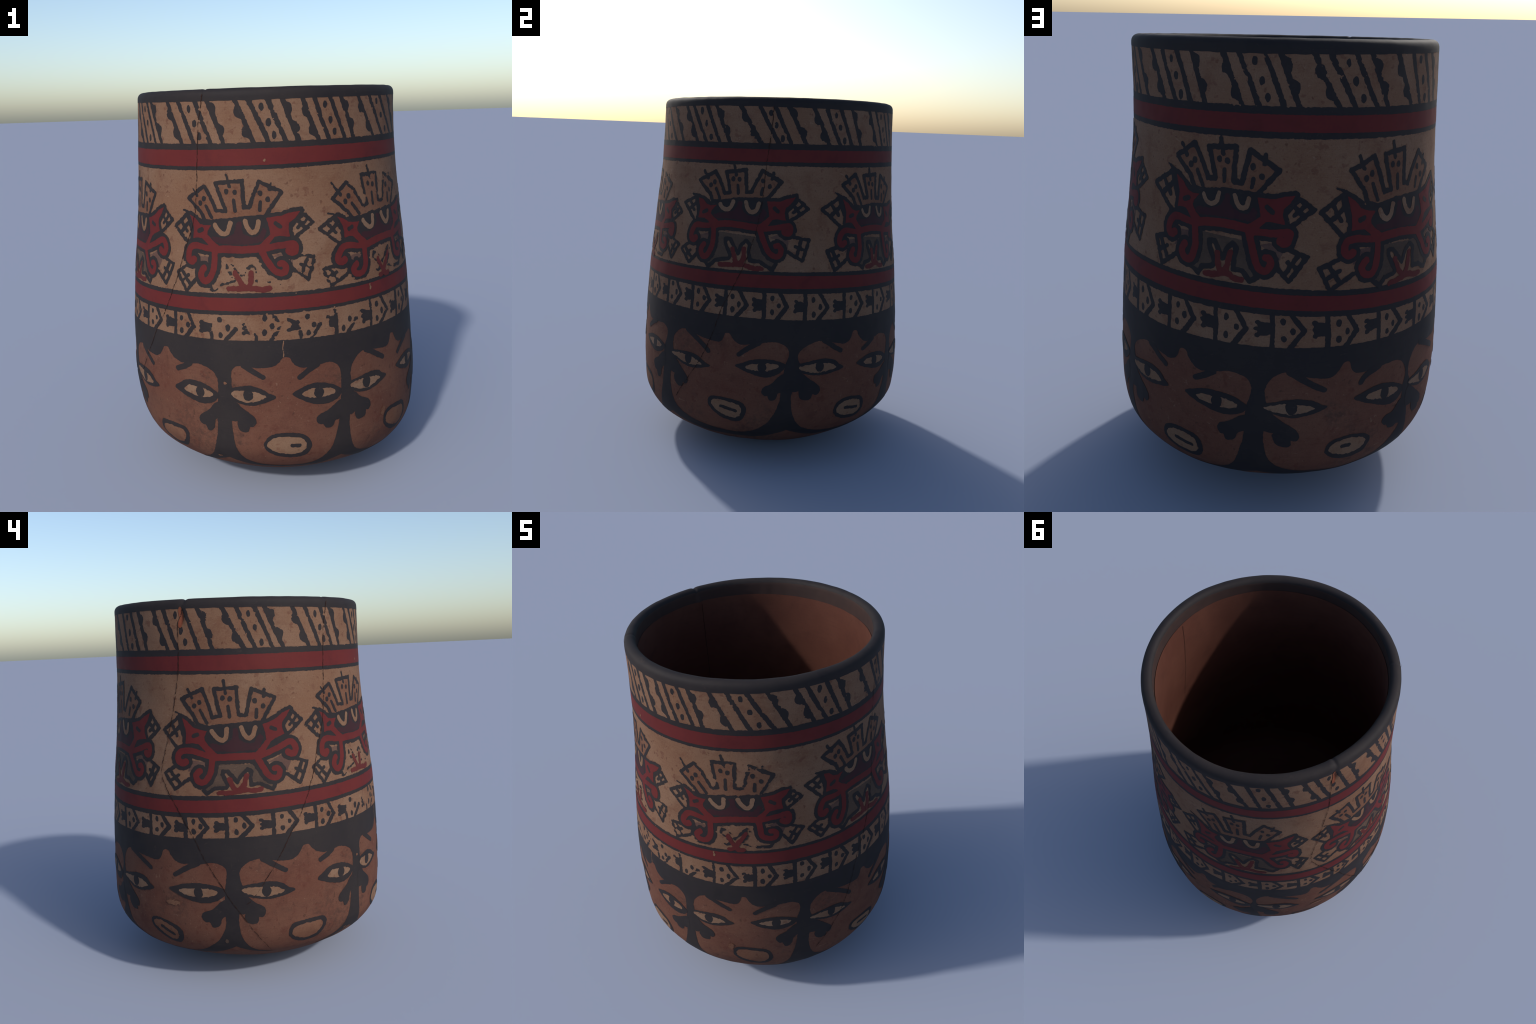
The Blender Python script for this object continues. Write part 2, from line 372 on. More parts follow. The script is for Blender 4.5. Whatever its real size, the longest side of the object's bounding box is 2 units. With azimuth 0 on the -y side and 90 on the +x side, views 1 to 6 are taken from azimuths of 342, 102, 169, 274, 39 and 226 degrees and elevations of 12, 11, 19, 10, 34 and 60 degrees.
# ---------------------------------------------------------------- materials
def make_material(name, base, dark, light, rough=0.78, spec=0.12, stain=0.5, streak=0.35, speck=None, speck_amount=0.0,
                  scratch=None, scratch_amount=0.0, bump=0.12, spot=None, grain=1.0, soot=0.0):
    m = bpy.data.materials.new(name); m.use_nodes = True
    nt = m.node_tree; N = nt.nodes; Lk = nt.links
    for n in list(N): N.remove(n)
    out = N.new("ShaderNodeOutputMaterial"); bs = N.new("ShaderNodeBsdfPrincipled")
    Lk.new(bs.outputs[0], out.inputs[0])
    tc = N.new("ShaderNodeTexCoord")
    def noise(scale, detail=4, rough_=0.55, mapping=None, dist=0.0):
        t = N.new("ShaderNodeTexNoise"); t.inputs["Scale"].default_value = scale
        t.inputs["Detail"].default_value = detail; t.inputs["Roughness"].default_value = rough_
        t.inputs["Distortion"].default_value = dist
        if mapping:
            mp = N.new("ShaderNodeMapping"); mp.inputs["Scale"].default_value = mapping
            Lk.new(tc.outputs["Object"], mp.inputs["Vector"]); Lk.new(mp.outputs[0], t.inputs["Vector"])
        else:
            Lk.new(tc.outputs["Object"], t.inputs["Vector"])
        return t.outputs["Fac"]
    def ramp(fac, p0, p1, v0=0.0, v1=1.0):
        r = N.new("ShaderNodeMapRange"); r.interpolation_type = 'SMOOTHSTEP'
        r.inputs["From Min"].default_value = p0; r.inputs["From Max"].default_value = p1
        r.inputs["To Min"].default_value = v0; r.inputs["To Max"].default_value = v1
        Lk.new(fac, r.inputs["Value"]); return r.outputs["Result"]
    def mix(fac, a, b):
        x = N.new("ShaderNodeMix"); x.data_type = 'RGBA'
        Lk.new(fac, x.inputs[0])
        for v, s in ((a, x.inputs[6]), (b, x.inputs[7])):
            if isinstance(v, tuple): s.default_value = v + (1,)
            else: Lk.new(v, s)
        return x.outputs[2]
    col = mix(ramp(noise(3.2, 5), 0.35, 0.68), base, light)
    col = mix(ramp(noise(7.0, 6, 0.65, dist=0.4), 0.50, 0.72, 0.0, stain), col, dark)
    if streak:
        s = noise(1.0, 5, 0.7, (7, 7, 110))
        col = mix(ramp(s, 0.50, 0.75, 0.0, streak), col, dark)
        s = noise(1.0, 5, 0.7, (9, 9, 140))
        col = mix(ramp(s, 0.56, 0.80, 0.0, streak), col, light)
    if speck:
        v = noise(42.0, 2, 0.5)
        col = mix(ramp(v, 0.66, 0.74, 0.0, speck_amount), col, speck)
        g = noise(230.0, 2, 0.5)
        col = mix(ramp(g, 0.55, 0.80, 0.0, speck_amount), col, speck)
    if spot:
        v = noise(15.0, 3, 0.5, dist=0.3)
        col = mix(ramp(v, 0.56, 0.74, 0.0, 0.40), col, spot)
        v = noise(27.0, 2, 0.5)
        col = mix(ramp(v, 0.62, 0.71, 0.0, 0.55), col, spot)
    if scratch:
        s = noise(1.0, 3, 0.6, (26, 26, 60), dist=1.2)
        col = mix(ramp(s, 0.66, 0.71, 0.0, scratch_amount), col, scratch)
        s = noise(1.0, 3, 0.6, (60, 60, 30), dist=1.5)
        col = mix(ramp(s, 0.68, 0.72, 0.0, scratch_amount), col, scratch)
    if soot:
        a = ramp(noise(2.6, 3, 0.5), 0.54, 0.66); c = ramp(noise(38.0, 5, 0.7), 0.40, 0.66, 0.0, soot)
        p = N.new("ShaderNodeMath"); p.operation = 'MULTIPLY'
        Lk.new(a, p.inputs[0]); Lk.new(c, p.inputs[1])
        col = mix(p.outputs[0], col, (0.026, 0.019, 0.017))
    g = noise(150.0, 3, 0.6)
    col = mix(ramp(g, 0.40, 0.70, 0.0, 0.28 * grain), col, dark)
    g = noise(1.0, 3, 0.6, (90, 90, 210))
    col = mix(ramp(g, 0.48, 0.72, 0.0, 0.42 * grain), col, light)
    Lk.new(col, bs.inputs["Base Color"])
    bs.inputs["Roughness"].default_value = rough
    bs.inputs["Specular IOR Level"].default_value = spec
    bp = N.new("ShaderNodeBump"); bp.inputs["Strength"].default_value = bump; bp.inputs["Distance"].default_value = 0.004
    h = N.new("ShaderNodeMath"); h.operation = 'ADD'
    Lk.new(noise(60.0, 5, 0.65), h.inputs[0]); Lk.new(noise(1.0, 4, 0.6, (9, 9, 90)), h.inputs[1])
    Lk.new(h.outputs[0], bp.inputs["Height"]); Lk.new(bp.outputs[0], bs.inputs["Normal"])
    MATS[name] = m

make_material("terracotta_slip", (0.091, 0.0370, 0.0245), (0.062, 0.0228, 0.0168), (0.105, 0.048, 0.0315), stain=0.65, soot=0.55,
              speck=(0.034, 0.017, 0.013), speck_amount=0.55, scratch=(0.150, 0.088, 0.060), scratch_amount=0.55, spot=(0.070, 0.0215, 0.0150))
make_material("cream_slip", (0.135, 0.0720, 0.0440), (0.098, 0.0430, 0.0255), (0.153, 0.0900, 0.0585), stain=0.6,
              speck=(0.060, 0.024, 0.0150), speck_amount=0.6, scratch=(0.20, 0.135, 0.095), scratch_amount=0.4, spot=(0.080, 0.0315, 0.0210))
make_material("pale_slip", (0.143, 0.0810, 0.0500), (0.100, 0.0470, 0.0290), (0.162, 0.1000, 0.0660), stain=0.5,
              speck=(0.085, 0.038, 0.022), speck_amount=0.5, spot=(0.100, 0.042, 0.027))
make_material("black_slip", (0.0165, 0.0140, 0.0155), (0.0120, 0.0105, 0.0125), (0.0215, 0.0175, 0.0175), rough=0.7, spec=0.14,
              scratch=(0.075, 0.050, 0.038), scratch_amount=0.16, bump=0.06)
make_material("inner_black_slip", (0.0300, 0.0175, 0.0165), (0.0190, 0.0130, 0.0130), (0.0380, 0.0205, 0.0180), rough=0.7, spec=0.25, bump=0.05)
make_material("red_slip", (0.0820, 0.0130, 0.0135), (0.0600, 0.0105, 0.0120), (0.0900, 0.0150, 0.0140), rough=0.68, spec=0.12,
              stain=0.6, streak=0.2, bump=0.06)
make_material("dull_red_slip", (0.0700, 0.0130, 0.0130), (0.0540, 0.0105, 0.0110), (0.0800, 0.0180, 0.0160), rough=0.7, spec=0.12, bump=0.08)
make_material("maroon_slip", (0.0290, 0.0110, 0.0140), (0.0175, 0.0095, 0.0120), (0.0360, 0.0120, 0.0150), rough=0.7, spec=0.14, streak=0.15, bump=0.06)
make_material("tan_slip", (0.110, 0.0500, 0.0300), (0.078, 0.0310, 0.0200), (0.130, 0.0680, 0.0430), speck=(0.055, 0.021, 0.014), speck_amount=0.45, spot=(0.075, 0.028, 0.018))
make_material("mauve_slip", (0.0660, 0.0350, 0.0305), (0.0420, 0.0210, 0.0200), (0.1000, 0.0580, 0.0430), stain=0.7)
make_material("grey_slip", (0.0510, 0.0335, 0.0262), (0.0340, 0.0232, 0.0192), (0.0780, 0.0500, 0.0365), stain=0.6, scratch=(0.15, 0.10, 0.075), scratch_amount=0.4)
make_material("bare_inside", (0.0700, 0.0225, 0.0140), (0.0480, 0.0155, 0.0105), (0.0820, 0.0290, 0.0180), rough=0.75, spec=0.25, bump=0.08)
make_material("crack_dark", (0.017, 0.009, 0.0075), (0.011, 0.006, 0.0055), (0.034, 0.016, 0.012), rough=0.9, spec=0.1)
make_material("bare_clay", (0.120, 0.0360, 0.0200), (0.075, 0.0220, 0.0140), (0.140, 0.0520, 0.0310), rough=0.9, spec=0.1)

# ---------------------------------------------------------------- the thing
ROOT = bpy.data.objects.new("painted_vessel", None)
bpy.context.scene.collection.objects.link(ROOT)
ROOT["label"] = "tall round-bottomed clay beaker painted with faces and creatures"
ROOT["category"] = "pottery vessel"

def loft(name, rings, mat, parent=None, cap=None):
    n = len(rings[0]); V = np.concatenate(rings); F = []
    for k in range(len(rings) - 1):
        for i in range(n):
            F.append((k*n + i, k*n + (i+1) % n, (k+1)*n + (i+1) % n, (k+1)*n + i))
    if cap is not None:
        V = np.vstack([V, cap]); c = len(V) - 1; k = len(rings) - 1
        for i in range(n):
            F.append((k*n + i, k*n + (i+1) % n, c))
    return add_object(name, V, F, mat, parent)

NB = 720
th = np.arange(NB) * 2 * math.pi / NB
XB = th * SX
# outer wall: from just under the rim down to the pole of the round bottom
TOPW = rim_top(th) - 0.036
tmin = ZC + PROFILE[0, 0]
rings = []
for f in np.linspace(0, 1, 380)[:-1]:
    t = TOPW + (tmin + 0.0 - TOPW) * f
    rings.append(point(XB, t))
pole = point([0.0], [tmin])[0]; pole[:2] = 0
loft("vessel_wall", [r[::-1] for r in rings], "terracotta_slip", cap=pole)

# rim: black lip from the outer edge line over the rounded top to the inner edge line
WALL = 0.060
def wall_r(z):
    q = point(XB, z)
    return np.hypot(q[:, 0], q[:, 1])
zt = rim_top(th) + 0.0012 * (vnoise(XB, XB * 0, 0.05, 71) - 0.5)
zt = zt - 0.006 * np.exp(-((((th - 2.855 + math.pi) % (2*math.pi) - math.pi) * 0.67 / 0.010) ** 2))
zt = zt - 0.004 * np.exp(-((((th + 2.335 + math.pi) % (2*math.pi) - math.pi) * 0.67 / 0.008) ** 2))
edge = RIM_EDGE(XB) + 0.004 * (fnoise(XB, XB * 0, 0.04, 73) - 0.5)
rings = []
lift = LAYER * 2.6
def ring_at(r, z):
    return np.stack([r * np.cos(th), r * np.sin(th), z + 0 * th], 1)
CR = 0.037
shoulder = zt - CR
for f in np.linspace(0, 1, 7):
    z = edge + (shoulder - edge) * f
    rings.append(ring_at(wall_r(z) + lift, z))
rs = wall_r(shoulder) + lift
for a in np.linspace(0, 90, 9)[1:]:
    rings.append(ring_at(rs - CR * 0.95 * (1 - math.cos(a * RAD) ** 0.9), shoulder + CR * math.sin(a * RAD) ** 0.85))
rtop = rs - CR * 0.95
CI = WALL - CR * 0.95
for a in np.linspace(0, 90, 7)[1:]:
    rings.append(ring_at(rtop - CI * math.sin(a * RAD), zt - CR * 0.7 * (1 - math.cos(a * RAD))))
rin = rtop - CI
zi0 = zt - CR * 0.7
zi1 = 1.899 + 0.004 * np.cos(2 * th + 1) + 0.004 * (fnoise(XB, XB * 0, 0.08, 75) - 0.5)
base_in = wall_r(zi0) - rin
for f in np.linspace(0, 1, 8)[1:]:
    z = zi0 + (zi1 - zi0) * f
    rings.append(ring_at(wall_r(z) - base_in, z))
lip = loft("rim", rings[:20], "black_slip")
loft("inner_rim_band", rings[19:], "inner_black_slip", lip)

# inside of the vessel
rings = []
for f in np.linspace(0, 1, 40):
    z = zi1 + 0.006 + (ZC - zi1 - 0.006) * f
    rings.append(ring_at(wall_r(z) - WALL - 0.0015 + 0.007 * f, z))
for f in np.linspace(0, 1, 40)[1:-1]:
    t = ZC + (tmin - ZC) * f
    rings.append(point(XB, t, -0.0525))
pole_in = point([0.0], [tmin], -0.058)[0]; pole_in[:2] = 0
loft("interior", rings, "bare_inside", cap=pole_in)

# ---------------------------------------------------------------- cream panels and bands
stripe_panel = paint("stripe_panel", between(lambda X: UP_LINE_A(X) - 0.008, lambda X: RIM_EDGE(X) + 0.006), 1, "cream_slip", rough=0, wear=0, step=2)
figure_panel = paint("figure_panel", between(lambda X: LOW_LINE_A(X) - 0.008, lambda X: UP_LINE_B(X) + 0.008), 1, "cream_slip", rough=0, wear=0, step=2)
mark_panel = paint("mark_panel", between(lambda X: HAIR_EDGE(X) - 0.008, lambda X: LOW_LINE_B(X) + 0.008), 1, "cream_slip", rough=0, wear=0, step=2)
for a, ra, rb, b in ((UP_LINE_A, UP_RED_A, UP_RED_B, UP_LINE_B), (LOW_LINE_A, LOW_RED_A, LOW_RED_B, LOW_LINE_B)):
    edging = paint("band_outline", between(lambda X, b=b: b(X) - 0.0028, lambda X, a=a: a(X) + 0.0028), 2, "black_slip", rough=0.0016, wear=0.55)
    paint("red_band", between(rb, ra), 3, "red_slip", edging, rough=0.0010, wear=0.12)

# ---------------------------------------------------------------- slanted stripes under the rim
# each repeat: four strokes (degrees at top > at bottom); strokes 3 and 4 carry two bumps
STRIPES = [
    ((-174.8, -167.5), (-167.6, -160.3), (-163.3, -155.7), (-151.6, -143.7)),
    ((-145.7, -138.0), (-137.5, -130.6), (-132.0, -125.6), (-121.0, -114.0)),
    ((-116.1, -108.5), (-108.8, -101.9), (-103.5, -97.2), (-95.8, -89.4)),
    ((-91.1, -85.0), (-84.5, -77.8), (-79.6, -73.6), (-70.7, -61.5)),
    ((-63.5, -54.2), (-56.0, -44.8), (-48.0, -38.5), (-37.3, -28.5)),
    ((-32.2, -23.0), (-23.5, -15.5), (-18.3, -10.2), (-6.2, 4.4)),
    ((2.7, 12.2), (9.6, 17.8), (15.7, 24.6), (27.1, 35.8)),
    ((33.5, 41.4), (40.9, 47.8), (47.5, 53.6), (59.5, 66.8)),
    ((65.0, 72.1), (73.5, 80.0), (78.6, 84.8), (89.1, 97.6)),
    ((94.0, 103.1), (102.5, 110.8), (108.0, 115.0), (118.5, 126.2)),
    ((126.3, 131.4), (134.0, 139.4), (139.7, 144.6), (148.8, 156.0)),
    ((154.0, 160.6), (163.4, 169.6), (169.3, 175.2), (179.5, 187.9)),
]
rnd = random.Random(3)
for group in STRIPES:
    ends = []
    for k, (a, b) in enumerate(group):
        xa, xb = a * RAD * SX, b * RAD * SX
        ta, tb = float(RIM_EDGE(np.array(xa))) + 0.006, float(UP_LINE_A(np.array(xb))) - 0.006
        ends.append((xa, ta, xb, tb))
        bend = rnd.uniform(-0.004, 0.004)
        line = smooth([(xa, ta), ((xa + xb) / 2 + bend, (ta + tb) / 2), (xb, tb)])
        shape = stroke(line, rnd.uniform(0.023, 0.027), rnd.uniform(0.021, 0.025))
        if k >= 2:
            side = 1 if k == 2 else -1
            teeth = []
            for f in ((0.20, 0.63) if k == 2 else (0.30, 0.73)):
                f += rnd.uniform(-0.03, 0.03)
                cx = xa + (xb - xa) * f; ct = ta + (tb - ta) * f
                d = rnd.uniform(0.028, 0.034)
                # a sawtooth: steps straight out of the stroke, then runs upright until the slant meets it
                tooth = [(-0.006, 0.024), (d * 0.55, 0.022), (d * 0.95, 0.012), (d * 1.05, -0.004), (d * 0.95, -0.018), (d * 0.7, -0.030), (0.006, -0.034)]
                teeth.append(poly(smooth([(cx + side * u, ct + side * v) for u, v in tooth], True)))
            shape = union(shape, *teeth)
        paint("slanted_stripe", shape, 1.5, "black_slip", stripe_panel, rough=0.0022, wear=0.8)
    # three dots between strokes 1 and 2
    (xa, ta, xb, tb), (ya, ua, yb, ub) = ends[0], ends[1]
    for f in (0.17, 0.50, 0.82):
        f += rnd.uniform(-0.03, 0.03)
        cx = ((xa + ya) / 2) * (1 - f) + ((xb + yb) / 2) * f; ct = ta + (tb - ta) * f
        paint("painted_dot", dot((cx, ct), rnd.uniform(0.0105, 0.0130), rnd.uniform(0.0150, 0.0190)), 1.5, "black_slip", stripe_panel, rough=0.0016, wear=0.5)

# ---------------------------------------------------------------- marks: three dots, an arrowhead, a clawed block, a divider
DIVIDERS = [8.4, 25.0, 42.5, 59.7, 77.3, 94.1, 111.6, 128.5, 145.9, 162.0, 177.9, 195.4, 212.9, 228.9,
            245.2, 260.4, 273.5, 288.8, 305.2, 321.0, 336.4, 352.4]
for k, d in enumerate(DIVIDERS):
    e = DIVIDERS[(k + 1) % len(DIVIDERS)]
    if e < d: e += 360
    x0, x1 = d * RAD * SX, e * RAD * SX
    hi = float(LOW_LINE_B(np.array(x0))); lo = float(HAIR_EDGE(np.array(x0)))
    hi2 = float(LOW_LINE_B(np.array((x0 + x1) / 2))); lo2 = float(HAIR_EDGE(np.array((x0 + x1) / 2)))
    H = hi2 - lo2; W = x1 - x0; mid = (hi2 + lo2) / 2 + 0.008 * rnd.uniform(-1, 1) - 0.004
    faded = math.exp(-(((d + 6 - 262 + 180) % 360 - 180) / 36) ** 2)
    wr = 0.75 + 0.15 * faded
    wd = rnd.uniform(0.019, 0.023) - 0.003 * faded
    top = hi + 0.006 if not (225 < d < 262) else (hi + lo) / 2 - 0.03
    paint("divider", stroke([(x0, lo - 0.006), (x0 + 0.002, (lo + top) / 2), (x0 - 0.001, top)], wd), 1.5, "black_slip", mark_panel, wear=wr, rough=0.002)
    tip = x0 + W * (0.595 + rnd.uniform(-0.015, 0.015)); back = x0 + W * (0.36 + rnd.uniform(-0.02, 0.02))
    armw = 0.0225 - 0.003 * faded
    arms = [stroke([(back - 0.012, lo2 - 0.006), (tip - 0.008, mid)], armw)]
    if not (215 < d < 240 or 255 < d < 280):
        arms.append(stroke([(tip - 0.008, mid), (back - 0.002, hi2 + 0.006)], armw * 0.95))
    arms.append(dot((tip - 0.008, mid), 0.012))
    paint("arrowhead", union(*arms), 1.7, "black_slip", mark_panel, wear=wr, rough=0.002)
    bx = x0 + W * (0.715 + rnd.uniform(-0.01, 0.01)); hb = H * rnd.uniform(0.22, 0.26)
    tilt = rnd.uniform(-0.006, 0.006); far = x1 + 0.003
    if 225 < d < 240: far = bx + 0.030
    cy = mid + 0.004
    block = [poly([(bx + 0.006, cy + hb * 0.95), (far, cy + hb * 0.72 + tilt), (far, cy - hb * 0.78 + tilt), (bx + 0.006, cy - hb * 0.95)])]
    for f in (0.80, 0.0, -0.80):
        block.append(dot((bx + 0.009 + rnd.uniform(-0.004, 0.003), cy + hb * f), 0.0115, 0.0105))
    paint("claw_mark", union(*block), 1.3, "black_slip", mark_panel, wear=wr, rough=0.0022)
    for fx, fy in ((0.20, 0.27), (0.37, 0.0), (0.20, -0.27)):
        if faded > 0.6 and rnd.random() < 0.25: continue
        c = (x0 + W * fx + rnd.uniform(-0.003, 0.003), mid + 0.003 + H * fy + rnd.uniform(-0.004, 0.004))
        paint("painted_dot", dot(c, rnd.uniform(0.0095, 0.0118), rnd.uniform(0.0125, 0.0170)), 1.5, "black_slip", mark_panel, rough=0.0016, wear=0.4)

# ---------------------------------------------------------------- warps: hand placement of each repeat
def tps(src, dst, lam=1e-6):
    src = np.asarray(src, float); dst = np.asarray(dst, float); n = len(src)
    def U(r2): return np.where(r2 > 1e-16, r2 * np.log(r2 + 1e-30), 0.0)
    D = ((src[:, None] - src[None]) ** 2).sum(2)
    A = np.zeros((n + 3, n + 3)); A[:n, :n] = U(D) + lam * np.eye(n)
    A[:n, n] = 1; A[:n, n+1:] = src; A[n, :n] = 1; A[n+1:, :n] = src.T
    B = np.zeros((n + 3, 2)); B[:n] = dst
    W = np.linalg.solve(A, B)
    def f(p):
        p = np.asarray(p, float)
        K = U(((p[:, None] - src[None]) ** 2).sum(2))
        return K @ W[:n] + W[n] + p @ W[n+1:]
    return f

# ---------------------------------------------------------------- the six crowned creatures
SRC = arr(ANCH[0][1])
for fi, (centre, anchors) in enumerate(ANCH):
    warp = tps(SRC, arr(anchors), 2e-4)
    cx = centre * RAD * SX
    def P(key, sl=None, closed=False, soft=False):
        p = arr(FIG[key]) if sl is None else arr(FIG[key][sl])
        if soft: p = smooth(p, closed)
        p = warp(p); p[:, 0] += cx
        return p
    def straight(p, n=4):
        q = []
        for a, b in zip(p[:-1], p[1:]):
            for s in range(n): q.append(a + (b - a) * s / n)
        return np.array(q + [p[-1]])
    LW = (0.0195, 0.0190, 0.0190, 0.0205, 0.0215, 0.0210)[fi]
    wr = (0.80, 1.00, 1.08, 0.75, 0.5, 0.6)[fi]
    # red body: two beaked heads, bar, four curled legs
    red = union(poly(P('headL')), poly(P('headR')), stroke(P('bar', soft=True), 0.034),
                stroke(P('legUL', soft=True), 0.026, 0.034), stroke(P('legLL', soft=True), 0.029, 0.031),
                stroke(P('legUR', soft=True), 0.026, 0.034), stroke(P('legLR', soft=True), 0.030, 0.028))
    crown_line = P('crown')
    lines = [stroke(crown_line, LW), stroke(P('crownbase'), LW)]
    for k in range(3):
        seg = P('tick', slice(2*k, 2*k+2))
        if fi == 2 and k == 0: seg = seg + [(-0.012, 0.02), (0, 0)]
        lines.append(stroke(seg, LW * 0.75 if fi not in (1,) else LW * 0.45, LW * 0.9))
    grids = []
    for key in ('gridUL', 'gridUR', 'gridLL', 'gridLR'):
        q = P(key)                                   # outer edge 0-1, inner ends 2 (of 1) and 3 (of 0)
        g = LW * 0.92
        a = q[0] + (q[3] - q[0]) * 0.45; b = q[1] + (q[2] - q[1]) * 0.42
        mo = (q[0] + q[1]) / 2; mi = (q[2] + q[3]) / 2
        grids += [stroke(np.array([q[3], q[0], q[1], q[2]]), g), stroke(np.array([a, b]), g * 1.05),
                  stroke(np.array([mo, mo + (mi - mo) * 0.68]), g * 0.95)]
    outline = union(grow(red, 0.0185), poly(P('face')), stroke(P('beakL', soft=True), 0.008, 0.026), stroke(P('beakR', soft=True), 0.008, 0.022),
                    *lines, *grids)
    fig = paint("creature_figure", outline, 4, "black_slip", ROOT, rough=0.0024, wear=wr)
    paint("skirt_outline", stroke(P('zig'), LW * 0.98), 4.5, "black_slip", fig, rough=0.002, wear=(0.8, 1.75, 1.75, 0.7, 0.4, 0.75)[fi])
    # coloured fields behind the line work
    paint("headdress", poly(P('crown')), 3, "tan_slip", fig, rough=0.001, wear=0.45 if fi in (1, 2) else 0.2)
    # cream side panels stay bare; mauve between the legs, grey under the body
    for key in ('mauveL', 'mauveR'):
        paint("leg_patch", grow(poly(P(key)), 0.001), 2, "mauve_slip", fig, rough=0.002, wear=0.9 if fi in (1, 2) else 0.25)
    if fi not in (1, 2):
        paint("skirt_patch", minus(poly(P('grey')), grow(stroke(P('y'), 0.02), 0.006)), 2.3, "grey_slip", fig, rough=0.002, wear=(0.8, 0, 0, 0.3, 0.15, 0.75)[fi])
    paint("creature_body", red, 5, "red_slip", fig, rough=0.0012, wear=0.15)
    paint("face_patch", poly(P('blush', closed=True, soft=True)), 4.7, "maroon_slip", fig, rough=0.003, wear=0.2)
    for key in ('eyeL', 'eyeR'):
        paint("creature_eye", stroke(P(key, soft=True), 0.0225 if fi not in (4,) else 0.0180), 6, "pale_slip", fig, rough=0.0015, wear=0.2)
    for k in range(2):
        seg = P('heye', slice(2*k, 2*k+2)); c = seg.mean(0); seg = c + (seg - c) * 0.6
        paint("head_eye", stroke(seg, 0.020), 6, "black_slip", fig, rough=0.0015, wear=0.2)
    dots = P('dot')
    for k, c in enumerate(dots):
        paint("headdress_dot", dot(c, 0.0115, 0.0130), 5, "black_slip", fig, rough=0.0015, wear=0.25)
    for k in range(3):
        seg = P('slot', slice(2*k, 2*k+2))
        paint("headdress_slot", stroke(seg, 0.0165, 0.0175), 5, "black_slip", fig, rough=0.0015, wear=0.25)
    y = P('y')
    plant = [stroke(smooth(y[:3]), 0.0235), stroke(smooth(y[3:]), 0.0235, 0.026), stroke(P('ybase', soft=True), 0.0235)]
    paint("plant_mark", union(*plant), 5.3, "dull_red_slip", fig, rough=0.0026, wear=0.3)

# ---------------------------------------------------------------- the row of faces and their black hair
COLUMNS = [-127.2, -83.7, -35.6, 20.0, 72.5, 124.4, 178.8]
def extra(anchors):
    a = list(anchors); m = a[2]
    # chin and lower corners follow the mouth and the column edges
    return a + [(m[0], m[1] - 158), (a[10][0] * 0.86, m[1] - 50), (a[11][0] * 0.86, m[1] - 50)]
FSRC = arr(extra(FANCH[0][1]))
opens = []; faces = []
for centre, anchors in FANCH:
    warp = tps(FSRC, arr(extra(anchors)), 3e-4)
    faces.append((centre * RAD * SX, warp))
def fpoints(face, key, soft=True, closed=True, sl=None):
    p = arr(FACE[key]) if sl is None else arr(FACE[key][sl])
    if soft: p = smooth(p, closed)
    p = face[1](p); p[:, 0] += face[0]
    return p
open_polys = [(f[0], poly(fpoints(f, 'open'))) for f in faces]
GIRTH = 2 * math.pi * SX
def chin_line(X):
    t = np.full(np.shape(X), 0.158)
    for c in COLUMNS:
        dx = np.abs((X - c * RAD * SX + GIRTH / 2) % GIRTH - GIRTH / 2)
        t = t + 0.085 * np.clip(1 - dx / 0.20, 0, 1) ** 1.5
    return t
def hair(X, T):
    v = np.maximum(T - HAIR_EDGE(X), chin_line(X) - T)
    cut = np.full(X.shape, 9.0); near = np.full(X.shape, 9.0)
    for c, g in open_polys:
        Xr = c + (X - c + GIRTH / 2) % GIRTH - GIRTH / 2
        sel = np.abs(Xr - c) < 0.45
        d = np.full(X.shape, 9.0); d[sel] = g(Xr[sel], T[sel])
        cut = np.minimum(cut, d)
    return np.maximum(v, -cut)
hair.box = (None, None, 0.11, 0.90)
hair_band = paint("hair_band", hair, 2, "black_slip", rough=0.0014, wear=0.18)

for fi, face in enumerate(faces):
    grp = empty("painted_face", ROOT)
    for side in 'LR':
        paint("eyebrow", stroke(fpoints(face, 'brow' + side, closed=False), 0.030, 0.024), 3, "black_slip", grp, rough=0.0012, wear=0.15)
        paint("side_lock", grow(poly(fpoints(face, 'lock' + side)), 0.006), 3.4, "black_slip", grp, rough=0.0014, wear=0.15)
        paint("eye_outline", grow(poly(fpoints(face, 'eye' + side)), 0.002), 3.8, "black_slip", grp, rough=0.0014, wear=0.2)
        paint("eye_white", grow(poly(fpoints(face, 'white' + side)), -0.003), 4.2, "pale_slip", grp, rough=0.0030, wear=0.45)
        c = face[1](arr(FACE['pupil'])[0 if side == 'L' else 1][None])[0] + [face[0], 0]
        paint("pupil", dot(c, 0.0225, 0.029), 5, "black_slip", grp, rough=0.0015, wear=0.1)
    mw = (0.9, 0.9, 0.3, 0.3, 0.6, 0.25, 0.9)[fi]
    paint("mouth_outline", poly(fpoints(face, 'mouth')), 2.5, "black_slip", grp, rough=0.0016, wear=0.2 + 0.4 * mw)
    paint("mouth", poly(fpoints(face, 'lip')), 4, "pale_slip" if fi in (0, 2, 3, 4) else "tan_slip", grp, rough=0.0028, wear=0.3)
    line = fpoints(face, 'dash', soft=False)
    if fi in (1, 6): continue                       # worn away here
    if fi in (0, 4): line = line[0] + (line - line[0]) * 0.35 + (line[1] - line[0]) * (0.62 if fi == 0 else 0.1)
    paint("mouth_line", stroke(line, 0.018), 5, "black_slip", grp, rough=0.002, wear=0.4)

